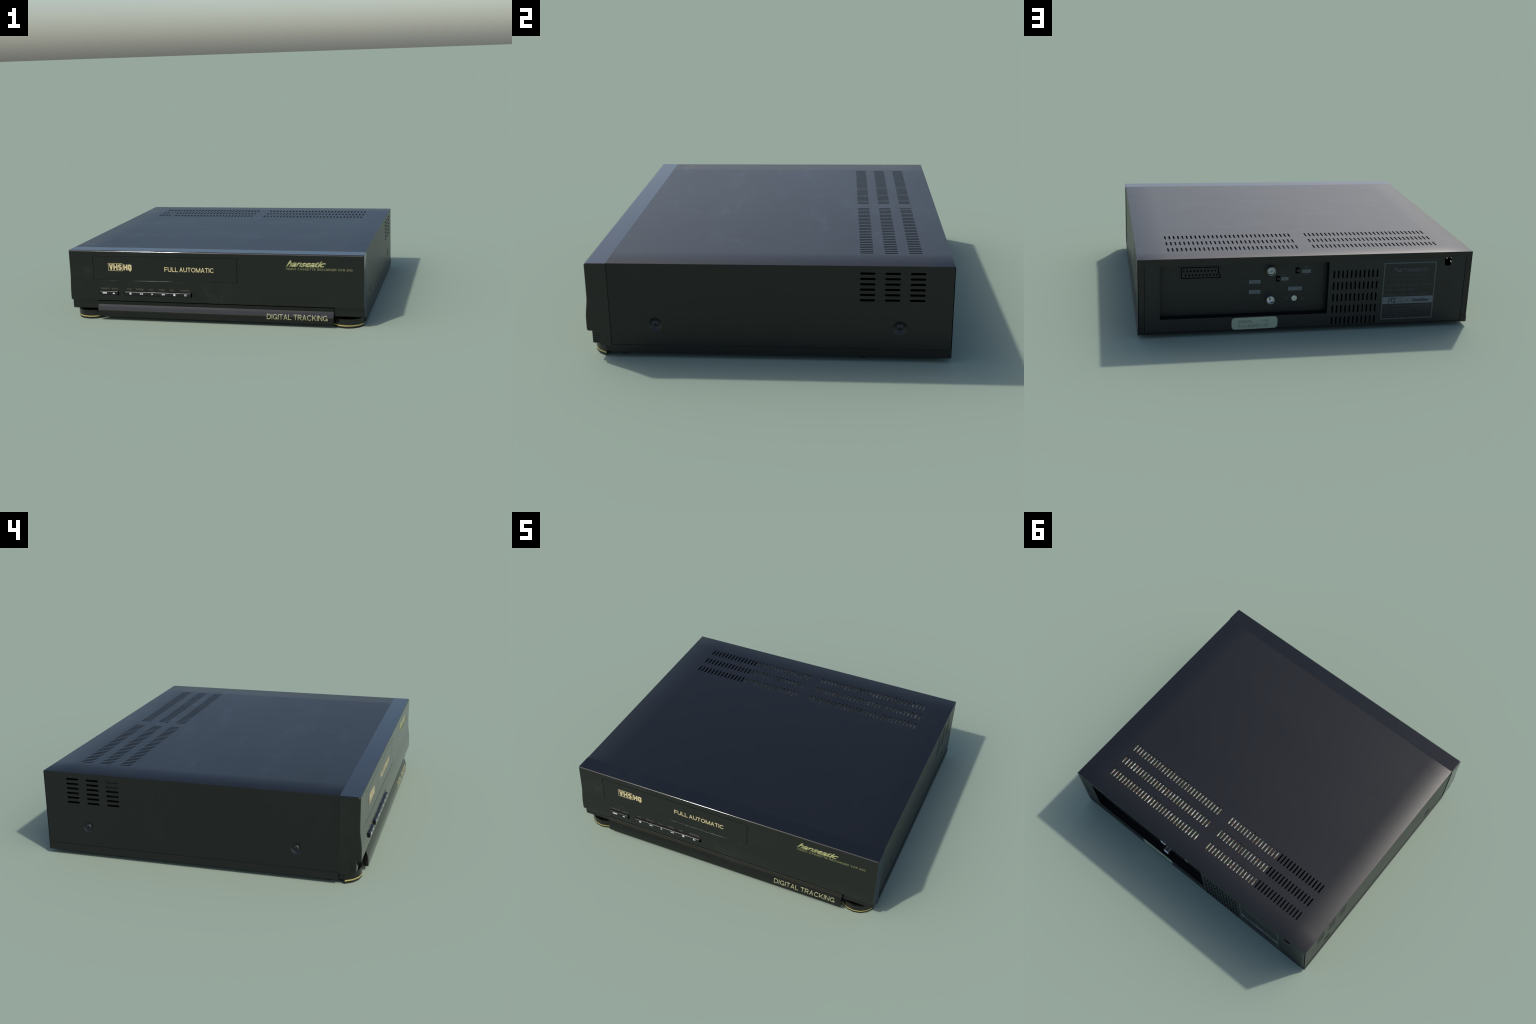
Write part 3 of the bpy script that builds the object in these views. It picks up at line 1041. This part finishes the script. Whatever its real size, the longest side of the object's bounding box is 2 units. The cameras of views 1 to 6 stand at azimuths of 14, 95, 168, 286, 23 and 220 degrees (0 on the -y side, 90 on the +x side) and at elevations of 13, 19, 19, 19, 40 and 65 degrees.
for w, x, zc in (("OFF", 0.1425, 0.3389), ("ON", 0.1425, 0.2910), ("OFF", 0.0118, 0.3857), ("ON", 0.0135, 0.3369),
                 ("30", 0.1229, 0.1905), ("39", 0.0278, 0.1879)):
    hw = 0.0125 if len(w) == 3 else 0.0095
    lettering("switch_lettering", w, panel, DARK_PRINT, x + hw, x - hw, zc - 0.0045, zc + 0.0045, on_bay, thick=0.0007)

# rating plate: printed frame, light band and lines of small print
PX0, PX1, PZ0, PZ1 = -0.4470, -0.7745, 0.0555, 0.4182
print_shape("rating_frame", panel, PLATE_INK, rect(PX1, PX0, PZ0, PZ1), on_back, 0.0007,
            [rect(PX1 + 0.0075, PX0 - 0.0075, PZ0 + 0.008, PZ1 - 0.008)])
print_shape("rating_band", panel, GREY_PATCH, rect(-0.7690, -0.4520, 0.1558, 0.2008), on_back, 0.0009)
lettering("maker_lettering", "hanseatic", panel, PLATE_INK, -0.5000, -0.7270, 0.3575, 0.3905, on_back, shear=0.5, weight=0.015)
for body, a, b, z0, z1 in (("Goldstar  Europe  GmbH", -0.496, -0.726, 0.3330, 0.3445), ("Made      in      Germany", -0.497, -0.724, 0.3040, 0.3150),
                           ("VCR 200 DV Art.Nr.  724005", -0.466, -0.760, 0.2660, 0.2810),
                           ("220V~, 50Hz 28W", -0.462, -0.650, 0.2360, 0.2510), ("MODEL NO.  GSE-1290P", -0.466, -0.730, 0.2070, 0.2210)):
    lettering("rating_lettering", body, panel, PLATE_TEXT, a, b, z0, z1, on_back, thick=0.0006)
for body, a, b, z0, z1 in (("ACHTUNG HOCHSPANNUNG", -0.464, -0.760, 0.1325, 0.1475), ("Vor Oeffnen des Geraetes Netzstecker", -0.464, -0.752, 0.1160, 0.1260),
                           ("ziehen! Keine vom Benutzer", -0.466, -0.640, 0.1010, 0.1100),
                           ("wartbaren Teile im Geraet. Nur vom", -0.464, -0.690, 0.0860, 0.0950), ("Fachmann oeffnen lassen", -0.464, -0.605, 0.0710, 0.0795)):
    lettering("rating_lettering", body, panel, PLATE_TEXT, a, b, z0, z1, on_back, thick=0.0006)
lettering("maker_lettering", "GoldStar", panel, BLACK_INK, -0.6370, -0.7470, 0.1675, 0.1870, on_back, shear=0.25, weight=0.03, thick=0.0013)
print_shape("approval_frame", panel, DARK_PRINT, rect(-0.5875, -0.4800, 0.1585, 0.1980), on_back, 0.0012, [rect(-0.5858, -0.4817, 0.1602, 0.1963)])
lettering("approval_mark", "FTZ", panel, BLACK_INK, -0.4885, -0.5400, 0.1640, 0.1920, on_back, shear=0.2, weight=0.03, thick=0.0013)
for k in range(3):
    print_shape("approval_line", panel, DARK_PRINT, rect(-0.5780, -0.5480, 0.1660 + 0.0095 * k, 0.1695 + 0.0095 * k), on_back, 0.0012)
print_shape("approval_dot", panel, BLACK_INK, disc_outline(-0.6060, 0.1765, 0.0042, 12), on_back, 0.0012)

# paper sticker with the serial number, slightly askew
def on_sticker(u, v, h):
    a = math.radians(-0.6)
    du, dv = u - 0.3210, v - 0.0680
    return (0.3210 + math.cos(a) * du - math.sin(a) * dv, Y_BACK + h, 0.0680 + math.sin(a) * du + math.cos(a) * dv)
print_shape("serial_sticker", panel, STICKER, chamfered(rect(0.1850, 0.4570, 0.0315, 0.1045), 0.022), on_sticker, 0.0011)
for body, a, b, z0, z1 in (("SERIAL", 0.4190, 0.3310, 0.0720, 0.0900), ("NO", 0.2680, 0.2370, 0.0730, 0.0900), ("212 E0822125", 0.4190, 0.2370, 0.0430, 0.0610)):
    lettering("serial_lettering", body, panel, STICKER_INK, a, b, z0, z1, lambda u, v, h: on_sticker(u, v, h + 0.0010), thick=0.0004, weight=0.01)

# ------------------------------------------------------------------ what shows through the slots
box("circuit_board", root, BOARD, -0.4600, 0.8700, 0.4250, 0.7560, 0.4540, 0.4615)
box("side_slot_backing", root, VOID, 0.8600, 0.8650, 0.4200, 0.6500, 0.0260, 0.4500)  # added dark plate, stand-in for whatever lies behind the side slots
box("light_baffle", root, VOID, -0.4500, -0.4450, 0.6200, 0.8600, 0.0260, 0.4520)  # added baffle, stops sunlight leaking out through the rear vents
box("rear_vent_backing", root, VOID, -0.4300, -0.1200, 0.6500, 0.6600, 0.1700, 0.4520)  # added dark plate, stand-in backing for the rear vents
# slanted guard behind the foremost slots of one side wall
bm = bmesh.new()
low, high = ((-0.9500, 0.3000), (-0.9400, 0.3000)), ((-0.9860, 0.4560), (-0.9915, 0.4560), (-0.9905, 0.4000))
vs = [[bm.verts.new((x, y, zv)) for x, zv in low + high] for y in (0.4250, 0.5250)]
for i in range(5):
    bm.faces.new((vs[0][i], vs[0][(i + 1) % 5], vs[1][(i + 1) % 5], vs[1][i]))
bm.faces.new(vs[0])
bm.faces.new(vs[1][::-1])
from_bmesh("mains_guard", bm, TRAY_MAT, root, 0)
bm = bmesh.new()
for x, zc in ((-0.308, 0.224), (-0.328, 0.229), (-0.356, 0.223), (-0.330, 0.130)):
    add_turned(bm, (x, 0.842, zc), (0, 1, 0), [(0, 0), (0.004, 0), (0.004, 0.010), (0.002, 0.013), (0, 0.0135)], 12)
from_bmesh("glint_stud", bm, STEEL, root)  # small steel studs added to give glints behind the rear vents

bpy.context.view_layer.update()
